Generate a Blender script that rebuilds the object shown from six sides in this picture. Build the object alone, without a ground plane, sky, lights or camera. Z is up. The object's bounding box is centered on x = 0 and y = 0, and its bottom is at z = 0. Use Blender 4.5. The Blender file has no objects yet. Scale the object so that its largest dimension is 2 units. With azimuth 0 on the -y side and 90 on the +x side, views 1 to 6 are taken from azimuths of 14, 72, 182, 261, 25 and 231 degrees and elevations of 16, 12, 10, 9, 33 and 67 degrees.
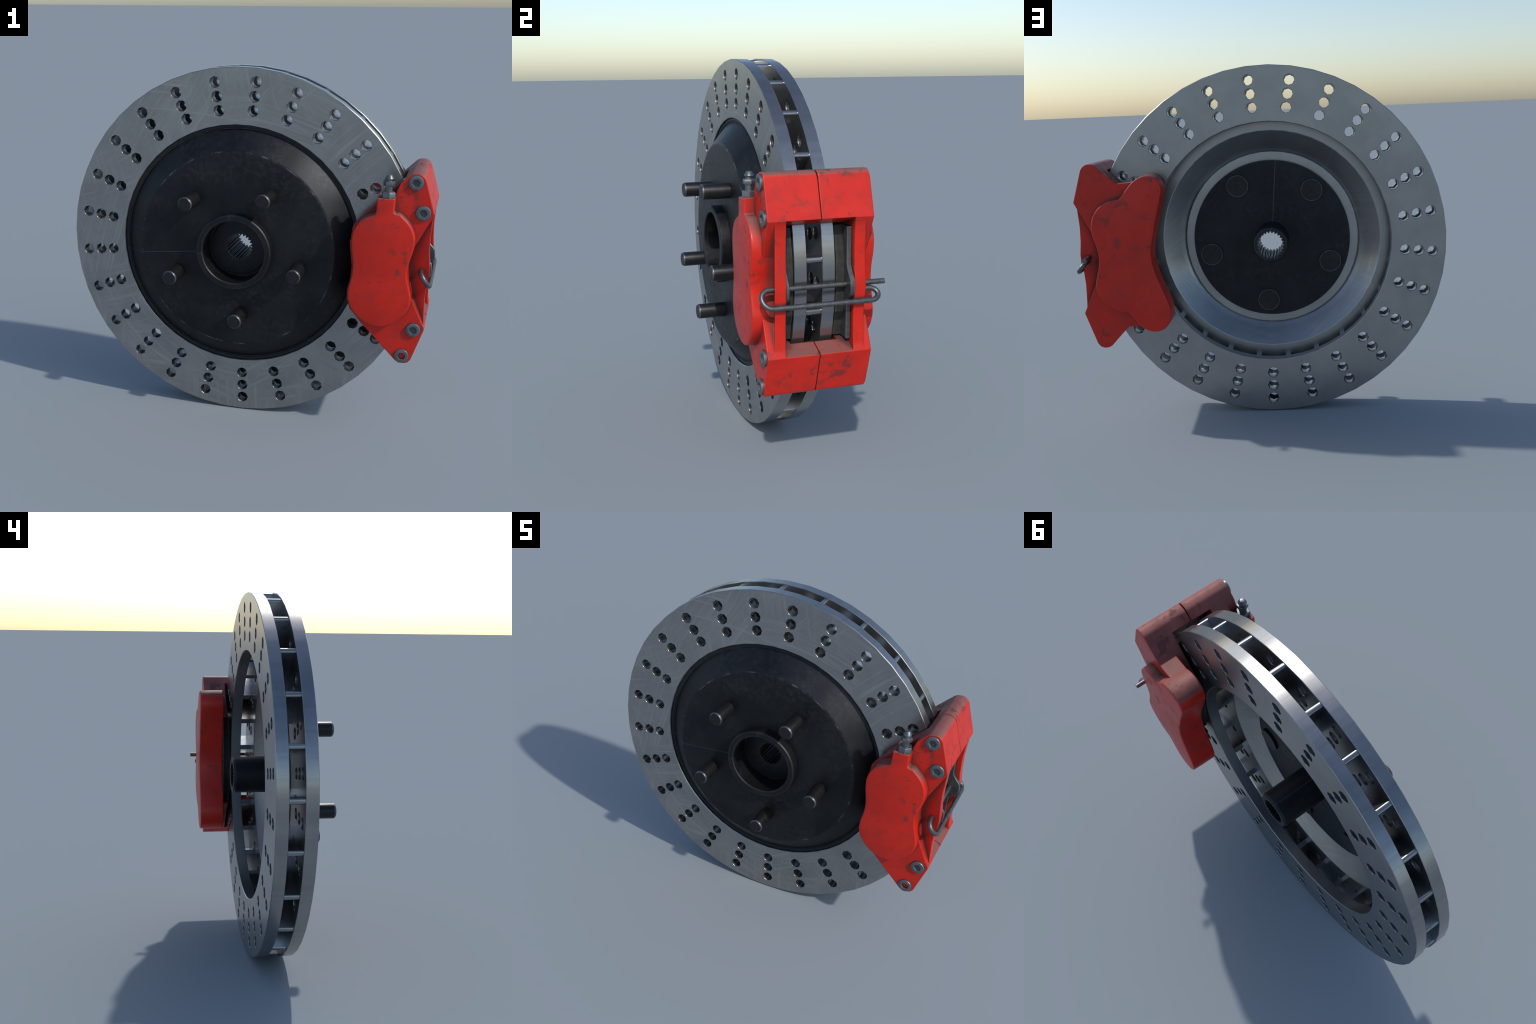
"""Drilled, vented brake disc with black hub and a red opposed-piston caliper.
The disc axis is the world y axis; the caliper sits on the +x side, turned a
little about that axis.  Profiles are in metres."""
import bpy, bmesh, math, random
from mathutils import Vector, Matrix

random.seed(7)
SCN = bpy.context.scene.collection
CX, CZ = -0.041, 0.959            # disc axis
R_OUT, R_IN = 0.959, 0.660        # friction ring
Y_FACE, Y_GAP = 0.096, 0.036      # outer faces / inner faces of the two plates
N_ROWS = 25                       # hole rows and vanes
ROW0 = math.radians(271.4)        # angle of a hole row
SEG = 50                          # the ring is a 50-gon, as on the original
TILT = math.radians(-1.4)         # caliper turn about the disc axis
CAL_Y = 0.003                     # caliper's middle plane


# ------------------------------------------------------------------ helpers
def new_obj(name, bm, mat=None, parent=None, smooth=35):
    bmesh.ops.recalc_face_normals(bm, faces=bm.faces[:])
    me = bpy.data.meshes.new(name)
    bm.to_mesh(me)
    bm.free()
    if mat:
        me.materials.append(mat)
    for p in me.polygons:
        p.use_smooth = True
    me.set_sharp_from_angle(angle=math.radians(smooth))
    ob = bpy.data.objects.new(name, me)
    SCN.objects.link(ob)
    if parent:
        ob.parent = parent
    return ob


def repeat(src, matrix):
    ob = src.copy()
    ob.matrix_world = matrix
    SCN.objects.link(ob)
    return ob


def lathe(bm, profile, seg=64, closed=True, phase=0.0, axis=(CX, CZ)):
    """Turn (radius, y) points about the disc axis."""
    rings = []
    for r, y in profile:
        rings.append([bm.verts.new((axis[0] + r * math.cos(phase + 2 * math.pi * i / seg), y,
                                    axis[1] + r * math.sin(phase + 2 * math.pi * i / seg)))
                      for i in range(seg)])
    n = len(rings)
    for k in range(n if closed else n - 1):
        a, b = rings[k], rings[(k + 1) % n]
        for i in range(seg):
            j = (i + 1) % seg
            bm.faces.new((a[i], a[j], b[j], b[i]))
    if not closed:
        bm.faces.new(rings[0])
        bm.faces.new(rings[-1])
    return rings


def spun(bm, profile, seg, matrix):
    """Solid of revolution about local z: (radius, height) points, capped."""
    rings = [[bm.verts.new(matrix @ Vector((r * math.cos(2 * math.pi * (i + .5) / s), r * math.sin(2 * math.pi * (i + .5) / s), h)))
              for i in range(s)] for r, h, s in [(p[0], p[1], seg) for p in profile]]
    for a, b in zip(rings, rings[1:]):
        for i in range(seg):
            j = (i + 1) % seg
            bm.faces.new((a[i], a[j], b[j], b[i]))
    bm.faces.new(rings[0])
    bm.faces.new(rings[-1])


def cal(u, y, w):
    """Caliper frame (radial, axial, tangential) to world."""
    return Vector((CX + u * math.cos(TILT) - w * math.sin(TILT), y + CAL_Y,
                   CZ + u * math.sin(TILT) + w * math.cos(TILT)))


def spline_loop(pts, step=0.016):
    """Closed Catmull-Rom curve through the control points."""
    out, n = [], len(pts)
    for i in range(n):
        p0, p1, p2, p3 = (Vector(pts[(i + k) % n]) for k in (-1, 0, 1, 2))
        m = max(1, round((p2 - p1).length / step))
        for k in range(m):
            t = k / m
            out.append(0.5 * (2 * p1 + (p2 - p0) * t + (2 * p0 - 5 * p1 + 4 * p2 - p3) * t * t
                              + (3 * p1 - p0 - 3 * p2 + p3) * t ** 3))
    return [tuple(p) for p in out]


def offset(loop, d):
    """Move a closed (u, w) outline outwards by d."""
    n = len(loop)
    area = sum(loop[i][0] * loop[(i + 1) % n][1] - loop[(i + 1) % n][0] * loop[i][1] for i in range(n))
    s = 1 if area > 0 else -1
    out = []
    for i in range(n):
        a, b, c = Vector(loop[i - 1]), Vector(loop[i]), Vector(loop[(i + 1) % n])
        e1, e2 = (b - a).normalized(), (c - b).normalized()
        n1, n2 = Vector((e1.y, -e1.x)) * s, Vector((e2.y, -e2.x)) * s
        m = n1 + n2
        m = m / max(0.5, m.length_squared) * 2 if m.length > 1e-6 else n1
        out.append(tuple(b + m * d))
    return out


def prism(bm, side, loops):
    """Loft closed (u, w) outlines at given |y| levels: [(loop, y), ...]."""
    rings = [[bm.verts.new(cal(u, side * y, w)) for u, w in loop] for loop, y in loops]
    n = len(rings[0])
    for a, b in zip(rings, rings[1:]):
        for i in range(n):
            j = (i + 1) % n
            bm.faces.new((a[i], a[j], b[j], b[i]))
    bm.faces.new(rings[0])
    bm.faces.new(rings[-1])
    bmesh.ops.recalc_face_normals(bm, faces=bm.faces[:])


def temp(build):
    bm = bmesh.new()
    build(bm)
    return new_obj("helper", bm)


def boolean(ob, cutters):
    for op, c in cutters:
        m = ob.modifiers.new("cut", 'BOOLEAN')
        m.operation, m.solver, m.object = op, 'EXACT', c
    bpy.context.view_layer.update()
    me = bpy.data.meshes.new_from_object(ob.evaluated_get(bpy.context.evaluated_depsgraph_get()))
    ob.modifiers.clear()
    ob.data = me
    for _, c in cutters:
        bpy.data.objects.remove(c)


def clean(ob, bevel=0.0, angle=30, seg=2, smooth=35, tidy=True, keep=None):
    bm = bmesh.new()
    bm.from_mesh(ob.data)
    if tidy:
        bmesh.ops.remove_doubles(bm, verts=bm.verts[:], dist=4e-4)
        bmesh.ops.dissolve_limit(bm, angle_limit=math.radians(1.0), verts=bm.verts[:], edges=bm.edges[:])
        bmesh.ops.recalc_face_normals(bm, faces=bm.faces[:])
    if bevel:
        es = [e for e in bm.edges if len(e.link_faces) == 2 and e.calc_face_angle(0) > math.radians(angle)
              and (not keep or all(keep(v.co) for v in e.verts))]
        bmesh.ops.bevel(bm, geom=es, offset=bevel, offset_type='OFFSET', segments=seg, profile=0.6,
                        affect='EDGES', clamp_overlap=False, miter_outer='SHARP')
    bm.to_mesh(ob.data)
    bm.free()
    for p in ob.data.polygons:
        p.use_smooth = True
    ob.data.set_sharp_from_angle(angle=math.radians(smooth))


def weighted(ob):
    """Keep the flat faces flat next to narrow bevels."""
    m = ob.modifiers.new("weighted", 'WEIGHTED_NORMAL')
    m.keep_sharp, m.weight = True, 80


def tube(bm, path, r, seg=10):
    """Round wire along a list of points (parallel transport frame)."""
    up, rings = None, []
    for i, p in enumerate(path):
        t = (path[min(i + 1, len(path) - 1)] - path[max(i - 1, 0)]).normalized()
        if up is None:
            up = t.orthogonal().normalized()
        up = (up - t * up.dot(t)).normalized()
        side = t.cross(up)
        rings.append([bm.verts.new(p + (up * math.cos(a) + side * math.sin(a)) * r)
                      for a in [2 * math.pi * k / seg for k in range(seg)]])
    for a, b in zip(rings, rings[1:]):
        for i in range(seg):
            j = (i + 1) % seg
            bm.faces.new((a[i], a[j], b[j], b[i]))
    bm.faces.new(rings[0])
    bm.faces.new(rings[-1])


# ---------------------------------------------------------------- materials
class Nodes:
    def __init__(self, name):
        self.mat = bpy.data.materials.new(name)
        self.mat.use_nodes = True
        self.nt = self.mat.node_tree
        self.nt.nodes.clear()
        self.out = self.nt.nodes.new('ShaderNodeOutputMaterial')
        self.bsdf = self.nt.nodes.new('ShaderNodeBsdfPrincipled')
        self.nt.links.new(self.bsdf.outputs[0], self.out.inputs[0])
        self.obj = self.nt.nodes.new('ShaderNodeTexCoord').outputs['Object']

    def put(self, sock, v):
        if isinstance(v, bpy.types.NodeSocket):
            self.nt.links.new(v, sock)
        elif v is not None:
            sock.default_value = v

    def math(self, op, a, b=None, c=None, clamp=False):
        n = self.nt.nodes.new('ShaderNodeMath')
        n.operation, n.use_clamp = op, clamp
        for s, v in zip(n.inputs, (a, b, c)):
            self.put(s, v)
        return n.outputs[0]

    def mapping(self, vec, scale=(1, 1, 1), rot=(0, 0, 0), loc=(0, 0, 0)):
        n = self.nt.nodes.new('ShaderNodeMapping')
        self.put(n.inputs['Vector'], vec)
        n.inputs['Scale'].default_value = scale
        n.inputs['Rotation'].default_value = rot
        n.inputs['Location'].default_value = loc
        return n.outputs[0]

    def noise(self, vec, scale, detail=4, rough=0.55, dist=0.0):
        n = self.nt.nodes.new('ShaderNodeTexNoise')
        self.put(n.inputs['Vector'], vec)
        n.inputs['Scale'].default_value = scale
        n.inputs['Detail'].default_value = detail
        n.inputs['Roughness'].default_value = rough
        n.inputs['Distortion'].default_value = dist
        return n.outputs['Fac']

    def ramp(self, fac, lo, hi):
        n = self.nt.nodes.new('ShaderNodeMapRange')
        n.interpolation_type = 'SMOOTHSTEP'
        self.put(n.inputs['Value'], fac)
        n.inputs['From Min'].default_value, n.inputs['From Max'].default_value = lo, hi
        return n.outputs['Result']

    def mix(self, fac, a, b):
        n = self.nt.nodes.new('ShaderNodeMix')
        n.data_type = 'RGBA'
        self.put(n.inputs['Factor'], fac)
        for s, v in ((n.inputs[6], a), (n.inputs[7], b)):
            self.put(s, (*v, 1) if isinstance(v, tuple) else v)
        return n.outputs[2]

    def xyz(self, vec):
        n = self.nt.nodes.new('ShaderNodeSeparateXYZ')
        self.put(n.inputs[0], vec)
        return n.outputs

    def bump(self, height, strength, dist=0.002):
        n = self.nt.nodes.new('ShaderNodeBump')
        n.inputs['Strength'].default_value = strength
        n.inputs['Distance'].default_value = dist
        self.put(n.inputs['Height'], height)
        self.put(self.bsdf.inputs['Normal'], n.outputs[0])

    def surface(self, **kw):
        for k, v in kw.items():
            self.put(self.bsdf.inputs[k.replace('_', ' ')], (*v, 1) if isinstance(v, tuple) else v)
        return self.mat

    def edges(self, radius, gain):
        """Mask of the corners, from the bevel normal leaving the face normal."""
        b = self.nt.nodes.new('ShaderNodeBevel')
        b.samples = 6
        b.inputs['Radius'].default_value = radius
        g = self.nt.nodes.new('ShaderNodeNewGeometry')
        d = self.nt.nodes.new('ShaderNodeVectorMath')
        d.operation = 'DOT_PRODUCT'
        self.put(d.inputs[0], b.outputs[0])
        self.put(d.inputs[1], g.outputs['Normal'])
        return self.math('MULTIPLY', self.math('SUBTRACT', 1.0, d.outputs['Value']), gain, clamp=True), b.outputs[0]

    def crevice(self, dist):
        """Ambient occlusion mask: high in tight corners, for darkening the colour."""
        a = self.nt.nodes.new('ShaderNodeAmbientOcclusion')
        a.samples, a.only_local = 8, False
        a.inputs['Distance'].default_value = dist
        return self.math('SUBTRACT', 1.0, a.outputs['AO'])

    def combine(self, x, y, z):
        n = self.nt.nodes.new('ShaderNodeCombineXYZ')
        for s, v in zip(n.inputs, (x, y, z)):
            self.put(s, v)
        return n.outputs[0]

    def arcs(self, c, cx, cz, fine, seed):
        """Fine circular scratches about a point of the disc plane."""
        dx, dz = self.math('SUBTRACT', c[0], cx), self.math('SUBTRACT', c[2], cz)
        r = self.math('SQRT', self.math('ADD', self.math('MULTIPLY', dx, dx), self.math('MULTIPLY', dz, dz)))
        ang = self.math('ARCTAN2', dz, dx)
        return self.noise(self.combine(self.math('MULTIPLY', r, fine), self.math('MULTIPLY', ang, 2.2), seed), 1.0, 4, 0.65, 0.15)

    def disc_xyz(self):
        return self.mapping(self.obj, loc=(-CX, 0, -CZ))

    def axial_line(self, p, deg, half):
        """1 on a thin straight line that leaves the disc axis at the angle."""
        a = math.radians(deg)
        across = self.math('ADD', self.math('MULTIPLY', p[0], -math.sin(a)), self.math('MULTIPLY', p[2], math.cos(a)))
        along = self.math('ADD', self.math('MULTIPLY', p[0], math.cos(a)), self.math('MULTIPLY', p[2], math.sin(a)))
        near = self.math('LESS_THAN', self.math('ABSOLUTE', across), half)
        return self.math('MULTIPLY', near, self.math('GREATER_THAN', along, 0.0))


def steel_material():
    n = Nodes("ground_steel")
    p = n.disc_xyz()
    c = n.xyz(p)
    # criss-cross swirls left by handling: sets of arcs about points off the disc
    marks = None
    for k, (cx, cz, fine) in enumerate(((1.3, 1.1, 58), (-1.2, 1.4, 66), (1.9, -0.8, 52), (-0.5, -1.8, 62), (0.0, 0.0, 44))):
        where = n.ramp(n.noise(n.mapping(p, loc=(2.3 * k, 0, 1.1 * k)), 2.6, 2, 0.5), 0.42, 0.66)
        s = n.math('MULTIPLY', n.ramp(n.arcs(c, cx, cz, fine, 5.0 * k), 0.46, 0.78), where)
        marks = s if marks is None else n.math('MAXIMUM', marks, s)
    fine_line = n.ramp(n.arcs(c, 0.9, 2.0, 110, 3.3), 0.66, 0.74)
    fine_line = n.math('MULTIPLY', fine_line, n.ramp(n.noise(n.mapping(p, loc=(9, 0, 4)), 3.4, 2, 0.5), 0.55, 0.66))
    marks = n.math('MAXIMUM', marks, fine_line)
    r = n.math('SQRT', n.math('ADD', n.math('MULTIPLY', c[0], c[0]), n.math('MULTIPLY', c[2], c[2])))
    front = n.math('MULTIPLY', n.math('LESS_THAN', c[1], -0.0945), n.math('GREATER_THAN', r, 0.655))
    cone = n.math('MULTIPLY', n.math('LESS_THAN', r, 0.6065), n.math('GREATER_THAN', r, 0.4885))
    shown = n.math('ADD', n.math('MAXIMUM', front, n.math('MULTIPLY', cone, 0.7)), 0.07)
    marks = n.math('MULTIPLY', marks, shown)
    cloud = n.noise(p, 5.0, 4, 0.6)
    col = n.mix(n.ramp(cloud, 0.3, 0.7), (0.300, 0.304, 0.308), (0.350, 0.353, 0.356))
    col = n.mix(n.math('MULTIPLY', marks, 0.46), col, (0.60, 0.59, 0.58))
    # streaks across the machined rim
    rim = n.math('GREATER_THAN', r, R_OUT - 0.004)
    streak = n.noise(n.mapping(p, scale=(26, 1.2, 26)), 1.0, 4, 0.7)
    col = n.mix(n.math('MULTIPLY', rim, n.math('MULTIPLY', n.ramp(streak, 0.42, 0.66), 0.45)), col, (0.24, 0.235, 0.25))
    # tiny dark pits
    v = n.nt.nodes.new('ShaderNodeTexVoronoi')
    v.inputs['Scale'].default_value = 26
    n.put(v.inputs['Vector'], p)
    pits = n.math('MULTIPLY', n.math('LESS_THAN', v.outputs['Distance'], 0.05), n.math('GREATER_THAN', cloud, 0.52))
    col = n.mix(n.math('MULTIPLY', pits, 0.6), col, (0.06, 0.06, 0.06))
    rough = n.math('ADD', n.math('SUBTRACT', 0.28, n.math('MULTIPLY', rim, 0.07)), n.math('MULTIPLY', marks, -0.03))
    rough = n.math('ADD', rough, n.math('MULTIPLY', cloud, 0.06))
    n.bump(marks, 0.04, 0.001)
    return n.surface(Base_Color=col, Metallic=0.92, Roughness=rough)


def black_material():
    n = Nodes("black_cast_iron")
    p = n.disc_xyz()
    c = n.xyz(p)
    r = n.math('SQRT', n.math('ADD', n.math('POWER', c[0], 2.0), n.math('POWER', c[2], 2.0)))
    big, fine = n.noise(p, 4.5, 6, 0.65), n.noise(p, 42, 5, 0.7)
    col = n.mix(n.ramp(big, 0.35, 0.72), (0.0125, 0.0140, 0.0175), (0.0235, 0.0250, 0.0280))
    smudge = n.math('MULTIPLY', n.ramp(fine, 0.42, 0.76), n.ramp(n.noise(n.mapping(p, loc=(3, 1, 5)), 5.5, 5, 0.6), 0.36, 0.74))
    col = n.mix(n.math('MULTIPLY', smudge, 0.6), col, (0.060, 0.060, 0.060))
    # worn edge where the hat face turns into the cone
    edge = n.ramp(n.math('ABSOLUTE', n.math('SUBTRACT', r, 0.531)), 0.006, 0.0)
    front = n.math('LESS_THAN', c[1], -0.16)
    worn = n.math('MULTIPLY', n.math('MULTIPLY', edge, front), n.ramp(n.noise(p, 13, 5, 0.75), 0.50, 0.66))
    corner, _ = n.edges(0.007, 7.0)
    worn = n.math('MAXIMUM', worn, n.math('MULTIPLY', corner, n.math('ADD', 0.25, n.math('MULTIPLY', fine, 0.6))))
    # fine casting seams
    seam = n.math('MULTIPLY', n.axial_line(c, 185.2, 0.0014), n.math('LESS_THAN', c[1], -0.0775))
    back = n.math('MULTIPLY', n.axial_line(c, 94.7, 0.0018), n.math('GREATER_THAN', c[1], -0.0775))
    tick = n.math('MULTIPLY', n.axial_line(c, 96.4, 0.0014), n.math('LESS_THAN', c[1], -0.2))
    wide = n.math('GREATER_THAN', r, 0.172)
    seam = n.math('MULTIPLY', n.math('MAXIMUM', seam, tick), wide)
    seam = n.math('MAXIMUM', seam, back)
    col = n.mix(n.math('MULTIPLY', worn, 0.7), col, (0.17, 0.185, 0.21))
    col = n.mix(n.math('MULTIPLY', seam, 0.6), col, (0.10, 0.11, 0.125))
    rough = n.math('ADD', 0.36, n.math('MULTIPLY', n.math('ADD', n.ramp(big, 0.3, 0.7), n.ramp(fine, 0.3, 0.7)), 0.10))
    n.bump(fine, 0.07, 0.002)
    return n.surface(Base_Color=col, Metallic=0.65, Roughness=rough, Specular_IOR_Level=0.5)


def paint_material():
    n = Nodes("worn_red_paint")
    p = n.obj
    big = n.noise(p, 6.0, 6, 0.62, 0.6)
    spot = n.noise(n.mapping(p, loc=(4.3, 1.2, 2.6)), 14, 8, 0.68, 0.5)
    curl = n.noise(n.mapping(p, loc=(2, 5, 1)), 24, 5, 0.6, 1.6)
    corner, soft = n.edges(0.0075, 5.0)
    up = n.nt.nodes.new('ShaderNodeNewGeometry').outputs['Normal']
    up = n.xyz(up)[2]
    red = n.mix(n.ramp(big, 0.35, 0.65), (0.49, 0.0145, 0.0055), (0.57, 0.0175, 0.0070))
    # dust lies on faces that look up, but is rubbed off the corners
    dust = n.math('MULTIPLY', n.ramp(up, 0.36, 0.78), n.math('ADD', 0.66, n.math('MULTIPLY', big, 0.40)))
    dust = n.math('MULTIPLY', dust, n.math('SUBTRACT', 1.0, n.math('MULTIPLY', corner, 0.9)), clamp=True)
    col = n.mix(n.math('MULTIPLY', dust, 1.0, clamp=True), red, (0.190, 0.088, 0.077))
    col = n.mix(n.math('MULTIPLY', corner, 0.55), col, (0.70, 0.030, 0.014))  # corners lightened in the base colour to show edge glints
    # oily stains: blots in some places, thin curls in others
    region = n.ramp(n.noise(n.mapping(p, loc=(1, 7, 3)), 5.5, 3, 0.5), 0.37, 0.58)
    blot = n.math('MULTIPLY', n.ramp(spot, 0.55, 0.615), region)
    thin = n.math('MULTIPLY', n.ramp(curl, 0.60, 0.68), n.ramp(n.noise(n.mapping(p, loc=(6, 2, 8)), 5.0, 3, 0.5), 0.46, 0.62))
    grime = n.math('MAXIMUM', n.math('MULTIPLY', blot, 0.62), n.math('MULTIPLY', thin, 0.60))
    veil = n.math('MULTIPLY', n.ramp(n.noise(n.mapping(p, loc=(8, 8, 1)), 9.0, 5, 0.65), 0.48, 0.75), 0.30)
    grime = n.math('MAXIMUM', grime, veil)
    # contact shade of the inside corners, baked into the paint colour
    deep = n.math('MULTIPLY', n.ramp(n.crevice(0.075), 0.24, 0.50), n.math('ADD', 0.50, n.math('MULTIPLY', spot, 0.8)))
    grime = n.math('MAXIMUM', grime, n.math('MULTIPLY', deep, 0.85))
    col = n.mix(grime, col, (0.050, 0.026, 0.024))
    rough = n.math('ADD', 0.34, n.math('MULTIPLY', grime, 0.25))
    rough = n.math('ADD', rough, n.math('MULTIPLY', dust, 0.30))
    n.bump(spot, 0.05, 0.003)
    n.put(n.bsdf.inputs['Normal'].links[0].from_node.inputs['Normal'], soft)
    return n.surface(Base_Color=col, Roughness=rough, Specular_IOR_Level=0.4)


def plain_metal(name, base, metallic, rough, var=0.25, rim=0.0045):
    n = Nodes(name)
    f = n.noise(n.obj, 40, 4, 0.6)
    dark = tuple(c * (1 - var) for c in base)
    col = n.mix(n.ramp(f, 0.35, 0.65), dark, base)
    n.bump(f, 0.05, 0.001)
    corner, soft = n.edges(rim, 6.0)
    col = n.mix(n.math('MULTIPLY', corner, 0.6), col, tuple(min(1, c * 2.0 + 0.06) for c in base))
    return n.surface(Base_Color=col, Metallic=metallic, Roughness=n.math('ADD', rough - 0.05, n.math('MULTIPLY', f, 0.1)), Specular_IOR_Level=0.5 if metallic > 0.5 else 0.32)


STEEL, BLACK, RED = steel_material(), black_material(), paint_material()
ZINC = plain_metal("zinc_plated_steel", (0.165, 0.18, 0.195), 0.75, 0.42)
SOCKET = plain_metal("dark_socket", (0.10, 0.11, 0.12), 0.4, 0.7)
WIRE = plain_metal("spring_wire", (0.145, 0.15, 0.155), 0.8, 0.42)
PAD = plain_metal("pad_friction_compound", (0.035, 0.035, 0.034), 0.0, 0.75, 0.4)
PLATE = plain_metal("pad_backing_steel", (0.125, 0.13, 0.135), 0.7, 0.42, 0.3)


def stud_material():
    """Black oxide, rubbed bright on the rims of the head and of the tip."""
    n = Nodes("black_oxide_stud")
    c = n.xyz(n.obj)
    r = n.math('SQRT', n.math('ADD', n.math('MULTIPLY', c[0], c[0]), n.math('MULTIPLY', c[1], c[1])))
    f = n.noise(n.obj, 40, 4, 0.6)
    head = n.math('MULTIPLY', n.math('GREATER_THAN', r, 0.0580), n.math('GREATER_THAN', c[2], -0.0640))
    tip = n.math('MULTIPLY', n.ramp(r, 0.0325, 0.0350), n.math('LESS_THAN', c[2], -0.3085))
    worn = n.math('MULTIPLY', n.math('MAXIMUM', head, tip), n.math('ADD', 0.35, f))
    col = n.mix(n.ramp(f, 0.35, 0.65), (0.020, 0.021, 0.0225), (0.028, 0.0285, 0.030))
    col = n.mix(worn, col, (0.115, 0.125, 0.145))
    return n.surface(Base_Color=col, Metallic=0.65, Roughness=n.math('ADD', 0.36, n.math('MULTIPLY', f, 0.12)))


STUD = stud_material()

ASSEMBLY = bpy.data.objects.new("brake_assembly", None)
ASSEMBLY.location = (0, 0, 0)
SCN.objects.link(ASSEMBLY)
ASSEMBLY["label"] = "drilled grey brake disc with black hub and red caliper"
ASSEMBLY["category"] = "brake disc"


# ------------------------------------------------------------ friction rings
PHASE = ROW0                      # a corner of the 50-gon on every hole row
C = 0.0028                        # edge chamfer


def hole_cutter(bm):
    """Three octagonal drillings per row, slightly countersunk at each face."""
    levels = [(-0.12, 1.3), (-Y_FACE - 0.0005, 1.07), (-Y_FACE + 0.002, 1.0), (-Y_GAP - 0.003, 1.0), (-Y_GAP + 0.001, 1.10),
              (Y_GAP - 0.001, 1.10), (Y_GAP + 0.003, 1.0), (Y_FACE - 0.002, 1.0), (Y_FACE + 0.0005, 1.07), (0.12, 1.3)]
    for k in range(N_ROWS):
        a = ROW0 + 2 * math.pi * k / N_ROWS
        for rad in (0.7375, 0.8115, 0.886):
            hx, hz = CX + rad * math.cos(a), CZ + rad * math.sin(a)
            rings = []
            for y, s in levels:
                rings.append([bm.verts.new((hx + 0.0295 * s * math.cos(a + math.pi * i / 4), y,
                                            hz + 0.0295 * s * math.sin(a + math.pi * i / 4))) for i in range(8)])
            for p, q in zip(rings, rings[1:]):
                for i in range(8):
                    j = (i + 1) % 8
                    bm.faces.new((p[i], p[j], q[j], q[i]))
            bm.faces.new(rings[0])
            bm.faces.new(rings[-1])
    bmesh.ops.recalc_face_normals(bm, faces=bm.faces[:])


bm = bmesh.new()
lathe(bm, [(R_IN + C, Y_FACE), (R_OUT - C, Y_FACE), (R_OUT, Y_FACE - C), (R_OUT, Y_GAP + .002), (R_OUT - .002, Y_GAP),
           (R_IN + .002, Y_GAP), (R_IN, Y_GAP + .002), (R_IN, Y_FACE - C)], SEG, phase=PHASE)
back_plate = new_obj("back_friction_ring", bm, STEEL)
bm = bmesh.new()
lathe(bm, [(R_IN + C, -Y_FACE), (R_OUT - C, -Y_FACE), (R_OUT, -Y_FACE + C), (R_OUT, -Y_GAP - .002), (R_OUT - .002, -Y_GAP),
           (0.6135, -Y_GAP), (0.6105, -0.0367), (0.6075, -0.0390),
           (0.570, -0.0690), (0.530, -0.0990), (0.510, -0.1130), (0.4925, -0.1230), (0.4888, -0.1076),
           (0.4870, -0.107), (0.430, -0.107), (0.430, -0.145), (0.500, -0.148), (0.635, -0.060), (R_IN, -0.060), (R_IN, -Y_FACE + C)], SEG, phase=PHASE)
rotor = new_obj("brake_rotor", bm, STEEL)
for plate in (rotor, back_plate):
    boolean(plate, [('DIFFERENCE', temp(hole_cutter))])
    clean(plate, tidy=False, smooth=40)
    plate.parent = ASSEMBLY
    plate.data.materials.clear()
    plate.data.materials.append(STEEL)
back_plate.parent = rotor
for plate in (rotor, back_plate):
    weighted(plate)

# vanes between the plates, half way between the hole rows
bm = bmesh.new()
half, cut = 0.0142, 0.009
shape = [(0.668, -half), (0.952 - cut, -half), (0.952 - 0.3 * cut, -half + 0.3 * cut), (0.952, -half + cut), (0.952, half - cut),
         (0.952 - 0.3 * cut, half - 0.3 * cut), (0.952 - cut, half), (0.668, half)]
lo = [bm.verts.new((x, -Y_GAP - 0.004, z)) for x, z in shape]
hi = [bm.verts.new((x, Y_GAP + 0.004, z)) for x, z in shape]
for i in range(len(shape)):
    j = (i + 1) % len(shape)
    bm.faces.new((lo[i], lo[j], hi[j], hi[i]))
bm.faces.new(lo)
bm.faces.new(hi)
vane = new_obj("vane", bm, STEEL, smooth=50)
for k in range(N_ROWS):
    a = ROW0 + 2 * math.pi * (k + 0.5) / N_ROWS
    m = Matrix.Translation((CX, 0, CZ)) @ Matrix.Rotation(-a, 4, 'Y')
    ob = vane if k == 0 else repeat(vane, m)
    ob.matrix_world = m
    ob.parent = rotor

# ------------------------------------------------------------------ black hat
bm = bmesh.new()
lathe(bm, [(0.6580, -0.064), (0.6580, -0.082), (0.6560, -0.0845), (0.6470, -0.0845), (0.6445, -0.0830), (0.6425, -0.0785), (0.6390, -0.0785),
           (0.5400, -0.1655), (0.5345, -0.1692), (0.5280, -0.1715), (0.5200, -0.1725), (0.19, -0.1725), (0.19, -0.14), (0.50, -0.151), (0.63, -0.064)],
      100)
new_obj("rotor_hat", bm, BLACK, ASSEMBLY, 25)

# ------------------------------------------------------------------------ hub
TEETH = 24


def spline_ring(y, r0, r1, bm):
    return [bm.verts.new((CX + r * math.cos(a), y, CZ + r * math.sin(a)))
            for k in range(TEETH) for r, a in ((r0, 2 * math.pi * k / TEETH), (r0, 2 * math.pi * (k + .22) / TEETH),
                                               (r1, 2 * math.pi * (k + .5) / TEETH), (r1, 2 * math.pi * (k + .72) / TEETH))]


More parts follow.
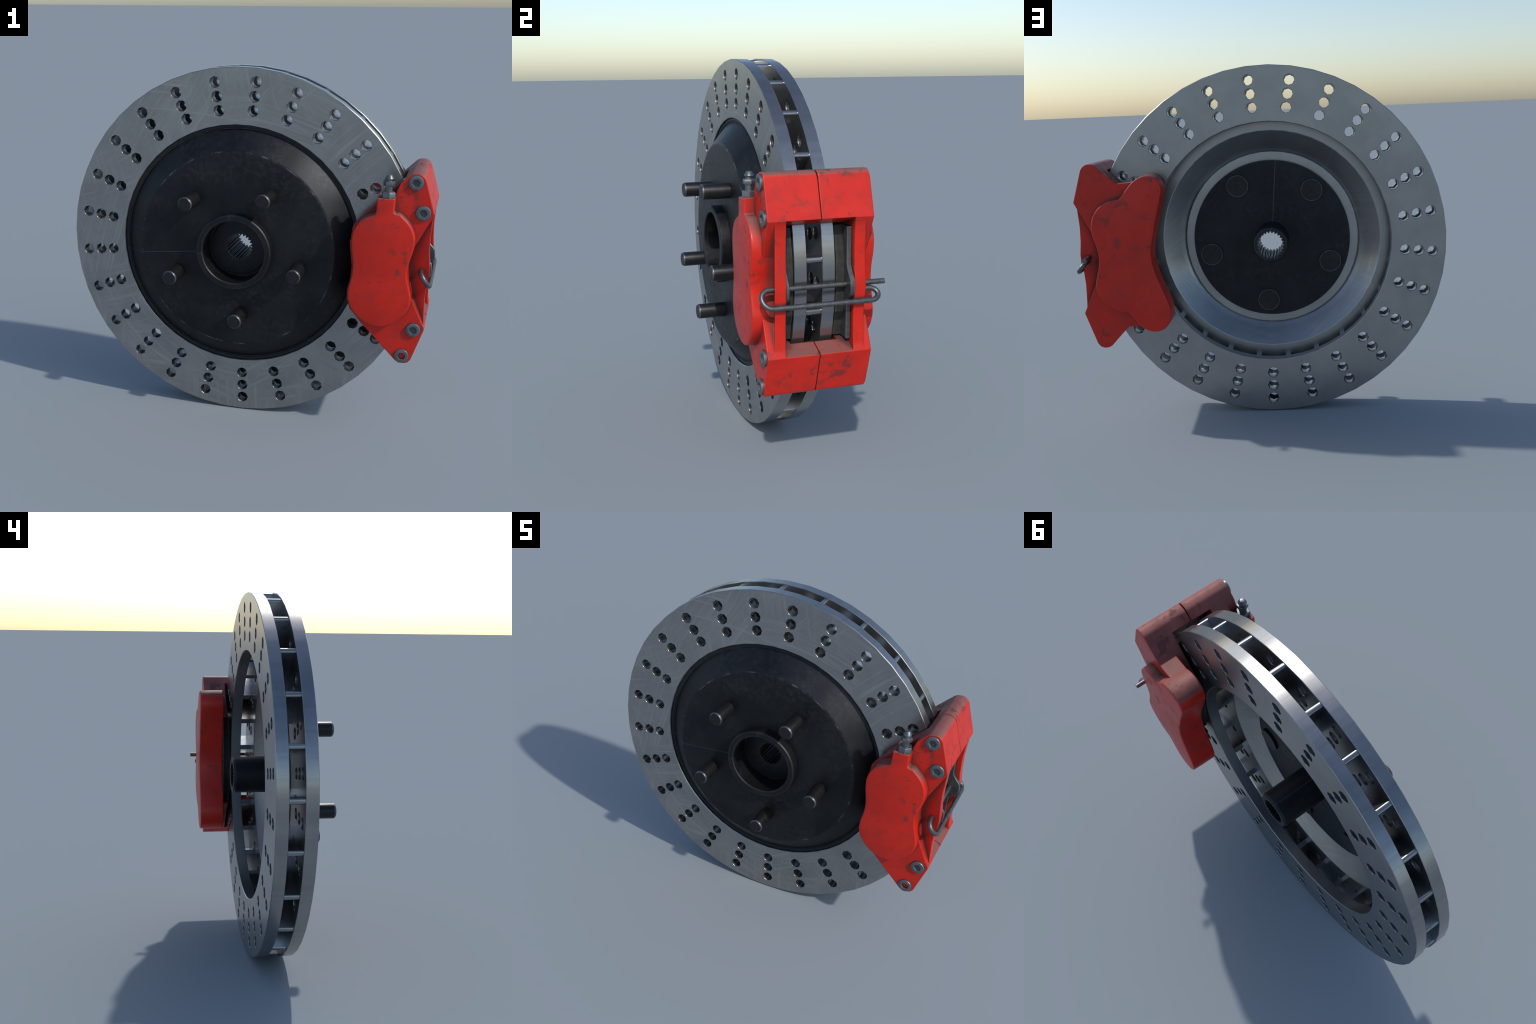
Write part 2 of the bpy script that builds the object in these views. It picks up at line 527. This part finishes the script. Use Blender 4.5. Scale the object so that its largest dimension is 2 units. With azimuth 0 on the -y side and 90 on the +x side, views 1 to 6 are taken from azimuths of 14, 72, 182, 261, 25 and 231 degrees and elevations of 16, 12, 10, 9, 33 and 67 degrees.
bm = bmesh.new()
HS = TEETH * 4
rings = lathe(bm, [(0.080, 0.1690), (0.086, 0.1705), (0.0905, 0.168), (0.096, 0.158), (0.096, -0.072), (0.099, -0.076), (0.4425, -0.076),
                   (0.4425, -0.15), (0.200, -0.15), (0.2045, -0.1725), (0.2045, -0.219), (0.200, -0.2245), (0.1735, -0.2245),
                   (0.1695, -0.2205), (0.1695, -0.080), (0.158, -0.080), (0.155, -0.083), (0.155, -0.0885), (0.152, -0.0905),
                   (0.080, -0.0905)], HS, closed=False)
bmesh.ops.delete(bm, geom=[f for f in bm.faces if len(f.verts) > 4], context='FACES')
bore = [rings[-1], spline_ring(-0.0905, 0.0735, 0.064, bm), spline_ring(0.1690, 0.0735, 0.064, bm), rings[0]]
for a, b in zip(bore, bore[1:]):
    for i in range(HS):
        j = (i + 1) % HS
        bm.faces.new((a[i], a[j], b[j], b[i]))
hub = new_obj("hub", bm, BLACK, ASSEMBLY, 28)

bm = bmesh.new()
spun(bm, [(0.061, -0.0612), (0.061, -0.085), (0.039, -0.085), (0.039, -0.309), (0.037, -0.315), (0.032, -0.3195)][::-1],
     32, Matrix.Identity(4))
stud = new_obj("wheel_stud", bm, STUD, smooth=30)
for k in range(5):
    a = math.radians(-84.9 + 72 * k)
    # stud's own axis is z: stand it along world y
    m = Matrix.Translation((CX + 0.3545 * math.cos(a), 0, CZ + 0.3545 * math.sin(a))) @ Matrix.Rotation(math.radians(-90), 4, 'X') \
        @ Matrix.Rotation(0.7 * k, 4, 'Z')
    ob = stud if k == 0 else repeat(stud, m)
    ob.matrix_world = m
    ob.parent = hub

# -------------------------------------------------------------------- caliper
Y_BODY, Y_COVER, Y_BAR, Y_WIN = 0.240, 0.286, 0.207, 0.157
WING = [(0.897, 0.490), (0.911, 0.497), (0.938, 0.499), (0.957, 0.492), (0.971, 0.476), (1.027, 0.300)]
NOTCH = [(0.941, 0.125), (0.922, 0.055), (0.914, 0.0), (0.920, -0.055), (0.941, -0.125)]
LOW = [(1.026, -0.301), (0.969, -0.479), (0.957, -0.493), (0.938, -0.500), (0.911, -0.498), (0.894, -0.489)]
INNER_FRONT = [(0.700, -0.300), (0.640, -0.232), (0.622, -0.180), (0.619, -0.130), (0.633, -0.065), (0.636, 0.0),
               (0.625, 0.075), (0.617, 0.140), (0.624, 0.200), (0.660, 0.247)]
INNER_BACK = [(0.737, -0.332), (0.700, -0.297), (0.660, -0.272), (0.660, 0.272), (0.700, 0.297), (0.737, 0.330)]
SHELF = [(0.690, 0.3885), (0.800, 0.385), (0.815, 0.300), (0.660, 0.290)]
BAR = [(0.86, 0.29), (0.86, -0.29), (1.0220, -0.309), (1.017, -0.255), (1.013, -0.150), (1.017, -0.075), (1.025, -0.035), (1.026, 0.015),
       (1.018, 0.085), (1.015, 0.165), (1.019, 0.255), (1.0225, 0.308)]
WINDOW = [(1.10, 0.3295), (0.930, 0.262), (0.600, 0.262), (0.600, -0.262), (0.930, -0.262), (1.10, -0.3295)]
PISTONS_FRONT = [(0.700, 0.262), (0.742, 0.283), (0.748, 0.300), (0.751, 0.366), (0.830, 0.371), (0.829, 0.306), (0.838, 0.297),
                 (0.880, 0.278), (0.914, 0.242), (0.936, 0.196), (0.940, 0.150), (0.930, 0.094), (0.917, 0.045), (0.914, 0.005),
                 (0.919, -0.035), (0.933, -0.085), (0.943, -0.135), (0.938, -0.182), (0.915, -0.222), (0.880, -0.258),
                 (0.838, -0.284), (0.790, -0.293), (0.742, -0.285), (0.696, -0.258), (0.656, -0.214), (0.637, -0.170),
                 (0.633, -0.125), (0.643, -0.065), (0.650, -0.004), (0.645, 0.058), (0.637, 0.110), (0.637, 0.172), (0.656, 0.222)]
PISTONS_BACK = [(0.775, 0.303), (0.800, 0.300), (0.838, 0.293), (0.884, 0.268), (0.918, 0.222), (0.932, 0.172), (0.928, 0.119),
                (0.911, 0.056), (0.906, 0.0), (0.913, -0.050), (0.927, -0.100), (0.936, -0.150), (0.927, -0.195), (0.899, -0.239),
                (0.851, -0.278), (0.810, -0.294), (0.779, -0.300), (0.752, -0.333), (0.714, -0.380), (0.680, -0.403), (0.641, -0.413),
                (0.597, -0.402), (0.566, -0.366), (0.557, -0.322), (0.561, -0.280), (0.585, -0.206), (0.618, -0.110), (0.634, -0.031),
                (0.629, 0.049), (0.597, 0.175), (0.562, 0.300), (0.554, 0.345), (0.567, 0.390), (0.596, 0.413), (0.632, 0.417),
                (0.670, 0.406), (0.704, 0.381), (0.739, 0.342)]


def slab(loop, side, y0, y1):
    return temp(lambda bm: prism(bm, side, [(loop, y0), (loop, y1)]))


def scoop(bm, side):
    """Window bar; its outer face falls away towards the housing."""
    lo = [bm.verts.new(cal(u, side * 0.12, w)) for u, w in BAR]
    hi = [bm.verts.new(cal(u, side * (Y_BAR - 0.26 * (1.02 - u)), w)) for u, w in BAR]
    for i in range(len(BAR)):
        j = (i + 1) % len(BAR)
        bm.faces.new((lo[i], lo[j], hi[j], hi[i]))
    bm.faces.new(lo)
    bm.faces.new(hi)
    bmesh.ops.recalc_face_normals(bm, faces=bm.faces[:])


def disc_slot(bm):
    lathe(bm, [(0.9785, -0.107), (0.9785, 0.107 + 2 * CAL_Y)], 96, closed=False)
    bmesh.ops.recalc_face_normals(bm, faces=bm.faces[:])


def far_from_window(co):
    """Edges well clear of the window, where a wide bevel has room."""
    du, dz = co.x - CX, co.z - CZ
    w = -du * math.sin(TILT) + dz * math.cos(TILT)
    return abs(w) > 0.42 and abs(co.y - CAL_Y) > 0.001 and du > 0.90


caliper_halves = []
for side in (-1, 1):
    front = side < 0
    outline = WING + NOTCH + LOW + (INNER_FRONT if front else INNER_BACK)
    bm = bmesh.new()
    prism(bm, side, [(outline, 0.0022), (outline, Y_BODY)])
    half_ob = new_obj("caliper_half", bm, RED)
    cuts = [('UNION', temp(lambda bm: scoop(bm, side))),
            ('DIFFERENCE', slab(WINDOW, side, -0.01, Y_WIN)),
            ('DIFFERENCE', temp(disc_slot))]
    if not front:  # shoulders of the outer wall that carry the two lobes
        cuts[1:1] = [('UNION', slab(SHELF, side, 0.148, Y_BODY - 0.0008)),
                     ('UNION', slab([(u, -w - 0.003) for u, w in SHELF], side, 0.148, Y_BODY - 0.0008))]
    if front:     # the strip behind the bleed nipple lies deeper than the wing
        cuts.append(('DIFFERENCE', slab([(0.900, 0.520), (0.851, 0.445), (0.829, 0.388), (0.800, 0.280), (0.58, 0.10), (0.58, 0.52)], side, 0.196, 0.30)))
    boolean(half_ob, cuts)
    clean(half_ob, bevel=0.0065, angle=24, seg=2, keep=far_from_window)
    half_ob.data.materials.clear()
    half_ob.data.materials.append(RED)
    half_ob.parent = ASSEMBLY
    weighted(half_ob)
    caliper_halves.append(half_ob)

    # cast housing over the two pistons, softly rounded at its face
    loop = spline_loop(PISTONS_BACK, 0.014) if not front else PISTONS_FRONT
    if front:     # keep the neck's corners crisp, round the rest
        loop = spline_loop(PISTONS_FRONT[6:] + PISTONS_FRONT[:1], 0.014)[:-1]
        cutpos = min(range(len(loop)), key=lambda i: (Vector(loop[i]) - Vector(PISTONS_FRONT[0])).length)
        loop = loop[:cutpos + 1] + PISTONS_FRONT[1:6]
    b = 0.007
    fillet = [(offset(loop, 0.004 - b * (1 - math.cos(t))), Y_COVER - b + b * math.sin(t)) for t in (0.35, 0.75, 1.15, 1.57)]
    levels = [(offset(loop, 0.002), 0.1475), (offset(loop, 0.006), 0.152), (offset(loop, 0.006), 0.23), (offset(loop, 0.004), Y_COVER - b)] + fillet
    bm = bmesh.new()
    prism(bm, side, levels)
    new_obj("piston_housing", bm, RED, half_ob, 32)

# black filler between the halves so that the seam reads as a dark line, not as a slit
bm = bmesh.new()
inner = offset(WING + [(0.94, 0.27), (0.93, 0.30), (0.88, 0.44)], -0.012)
for loop in (inner, [(u, -w) for u, w in inner]):
    prism(bm, 1, [(loop, -0.012), (loop, 0.012)])
new_obj("joint_dark_filler", bm, PAD, caliper_halves[0])

# socket-head bolts: rounded disc with a hexagonal recess
R6 = 24


def hexed(i, r):
    """Radius of a hexagon, sampled so that it can meet a 24-gon."""
    a = (2 * math.pi * i / R6) % (math.pi / 3) - math.pi / 6
    return r * math.cos(math.pi / 6) / math.cos(a)


def socket_bolt(floor):
    bm = bmesh.new()
    rows = []
    for kind, r, h in (('c', .037, -.02), ('c', .037, .008), ('c', .0355, .0105), ('c', .0325, .0115), ('h', .0225, .0115),
                       ('h', .0212, .0095), ('h', .0205, floor)):
        rows.append([bm.verts.new((rr * math.cos(2 * math.pi * i / R6), rr * math.sin(2 * math.pi * i / R6), h))
                     for i in range(R6) for rr in [r if kind == 'c' else hexed(i, r)]])
    for a, b in zip(rows, rows[1:]):
        for i in range(R6):
            j = (i + 1) % R6
            bm.faces.new((a[i], a[j], b[j], b[i]))
    bm.faces.new(rows[0])
    bm.faces.new(rows[-1])
    for f in bm.faces:          # darker, rougher metal on the faces inside the socket
        co = f.calc_center_median()
        if co.z > floor - 1e-5 and math.hypot(co.x, co.y) < .0216 and co.z < .0108:
            f.material_index = 1
    ob = new_obj("caliper_bolt", bm, ZINC, smooth=30)
    ob.data.materials.append(SOCKET)
    return ob


bolt = socket_bolt(0.0025)
for k, (u, w, spin) in enumerate(((0.927, 0.4545, 0.2), (0.973, 0.3065, -0.05), (0.971, -0.3085, 0.35), (0.9235, -0.4565, 0.1))):
    m = Matrix.Translation(cal(u, -Y_BODY, w)) @ Matrix.Rotation(math.radians(90), 4, 'X') @ Matrix.Rotation(spin, 4, 'Z')
    # the lowest socket is drilled right through and shows the red body
    ob = bolt if k == 0 else socket_bolt(-0.012) if k == 3 else repeat(bolt, m)
    ob.matrix_world = m
    ob.parent = caliper_halves[0]

# bleed nipple on the neck of the front housing
bm = bmesh.new()
spun(bm, [(.0330, -.02), (.0355, -.002), (.0360, .002), (.0360, .028), (.0325, .034), (.019, .0345)], 6, Matrix.Identity(4))
spun(bm, [(.0185, .03), (.0185, .064)], 20, Matrix.Identity(4))
spun(bm, [(.0185, .060), (.0275, .063), (.0290, .066), (.0290, .080), (.0265, .084), (.018, .085)], 6, Matrix.Rotation(.3, 4, 'Z'))
spun(bm, [(.0155, .08), (.0155, .095), (.0165, .0965), (.0215, .0985), (.0222, .101), (.0150, .114), (.0105, .1185), (.004, .1195)], 20,
     Matrix.Identity(4))
m = Matrix.Translation(cal(0.797, -0.250, 0.368)) @ Matrix.Rotation(-TILT, 4, 'Y') @ Matrix.Rotation(.25, 4, 'Z')
nipple = new_obj("bleed_nipple", bm, ZINC, smooth=30)
nipple.matrix_world = m
nipple.parent = caliper_halves[0]

# flat heads of the mounting bolts on the inner side of the back lobes
bm = bmesh.new()
spun(bm, [(.045, .020), (.048, .017), (.048, -.006), (.045, -.009)][::-1], 28, Matrix.Identity(4))
mount = new_obj("mounting_bolt", bm, ZINC, smooth=30)
for k, w in enumerate((0.348, -0.343)):
    m = Matrix.Translation(cal(0.628, 0.1475, w)) @ Matrix.Rotation(math.radians(-90), 4, 'X')
    ob = mount if k == 0 else repeat(mount, m)
    ob.matrix_world = m
    ob.parent = caliper_halves[1]

# brake pads: friction block and steel backing with an ear for the pin
FRICTION = [(0.690, 0.247), (0.664, 0.12), (0.660, 0.0), (0.664, -0.12), (0.690, -0.247), (0.920, -0.250), (0.952, -0.12), (0.958, 0.0),
            (0.952, 0.12), (0.920, 0.250)]
BACKING = [(0.672, 0.252), (0.655, 0.12), (0.652, 0.0), (0.655, -0.12), (0.672, -0.252), (0.985, -0.2525), (0.988, -0.070), (1.000, -0.064),
           (1.022, -0.052), (1.034, -0.036), (1.036, -0.012), (1.034, 0.016), (1.027, 0.031), (1.010, 0.050), (0.994, 0.070), (0.988, 0.088),
           (0.985, 0.2525)]
for side in (-1, 1):
    bm = bmesh.new()
    e = 0.003
    bk, thick = (0.1335, 0.022) if side > 0 else (0.1450, 0.0125)
    prism(bm, side, [(offset(FRICTION, -e), 0.1 - CAL_Y * side), (FRICTION, 0.1 + e - CAL_Y * side), (FRICTION, bk + 0.002)])
    pad = new_obj("brake_pad", bm, PAD, ASSEMBLY)
    bm = bmesh.new()
    prism(bm, side, [(offset(BACKING, -e), bk), (BACKING, bk + e), (BACKING, bk + thick - e), (offset(BACKING, -e), bk + thick)])
    new_obj("backing_plate", bm, PLATE, pad)

# wire clip: pin through both pads, hooked round the front bar and back
def arc(p, q, bulge, n=9):
    """Half-round from p to q bulging along the given vector."""
    mid, rad = (p + q) / 2, (p - q) / 2
    return [mid + rad * math.cos(math.pi * k / n) + bulge * math.sin(math.pi * k / n) for k in range(n + 1)]


a0, a1 = Vector((0.9385, 0.3195, 0.931)), Vector((0.943, -0.222, 0.933))
b1, b0 = Vector((0.990, -0.214, 0.862)), Vector((0.990, 0.236, 0.862))
e0, e1 = Vector((0.951, 0.236, 0.909)), Vector((0.949, 0.195, 0.909))
path = [a0, a0.lerp(a1, 0.4)] + arc(a1, b1, Vector((0, -0.040, 0))) + [b1.lerp(b0, 0.5)] + arc(b0, e0, Vector((0, 0.040, 0))) + [e1]
bm = bmesh.new()
tube(bm, path, 0.0122, 12)
new_obj("retaining_clip", bm, WIRE, ASSEMBLY, 40)
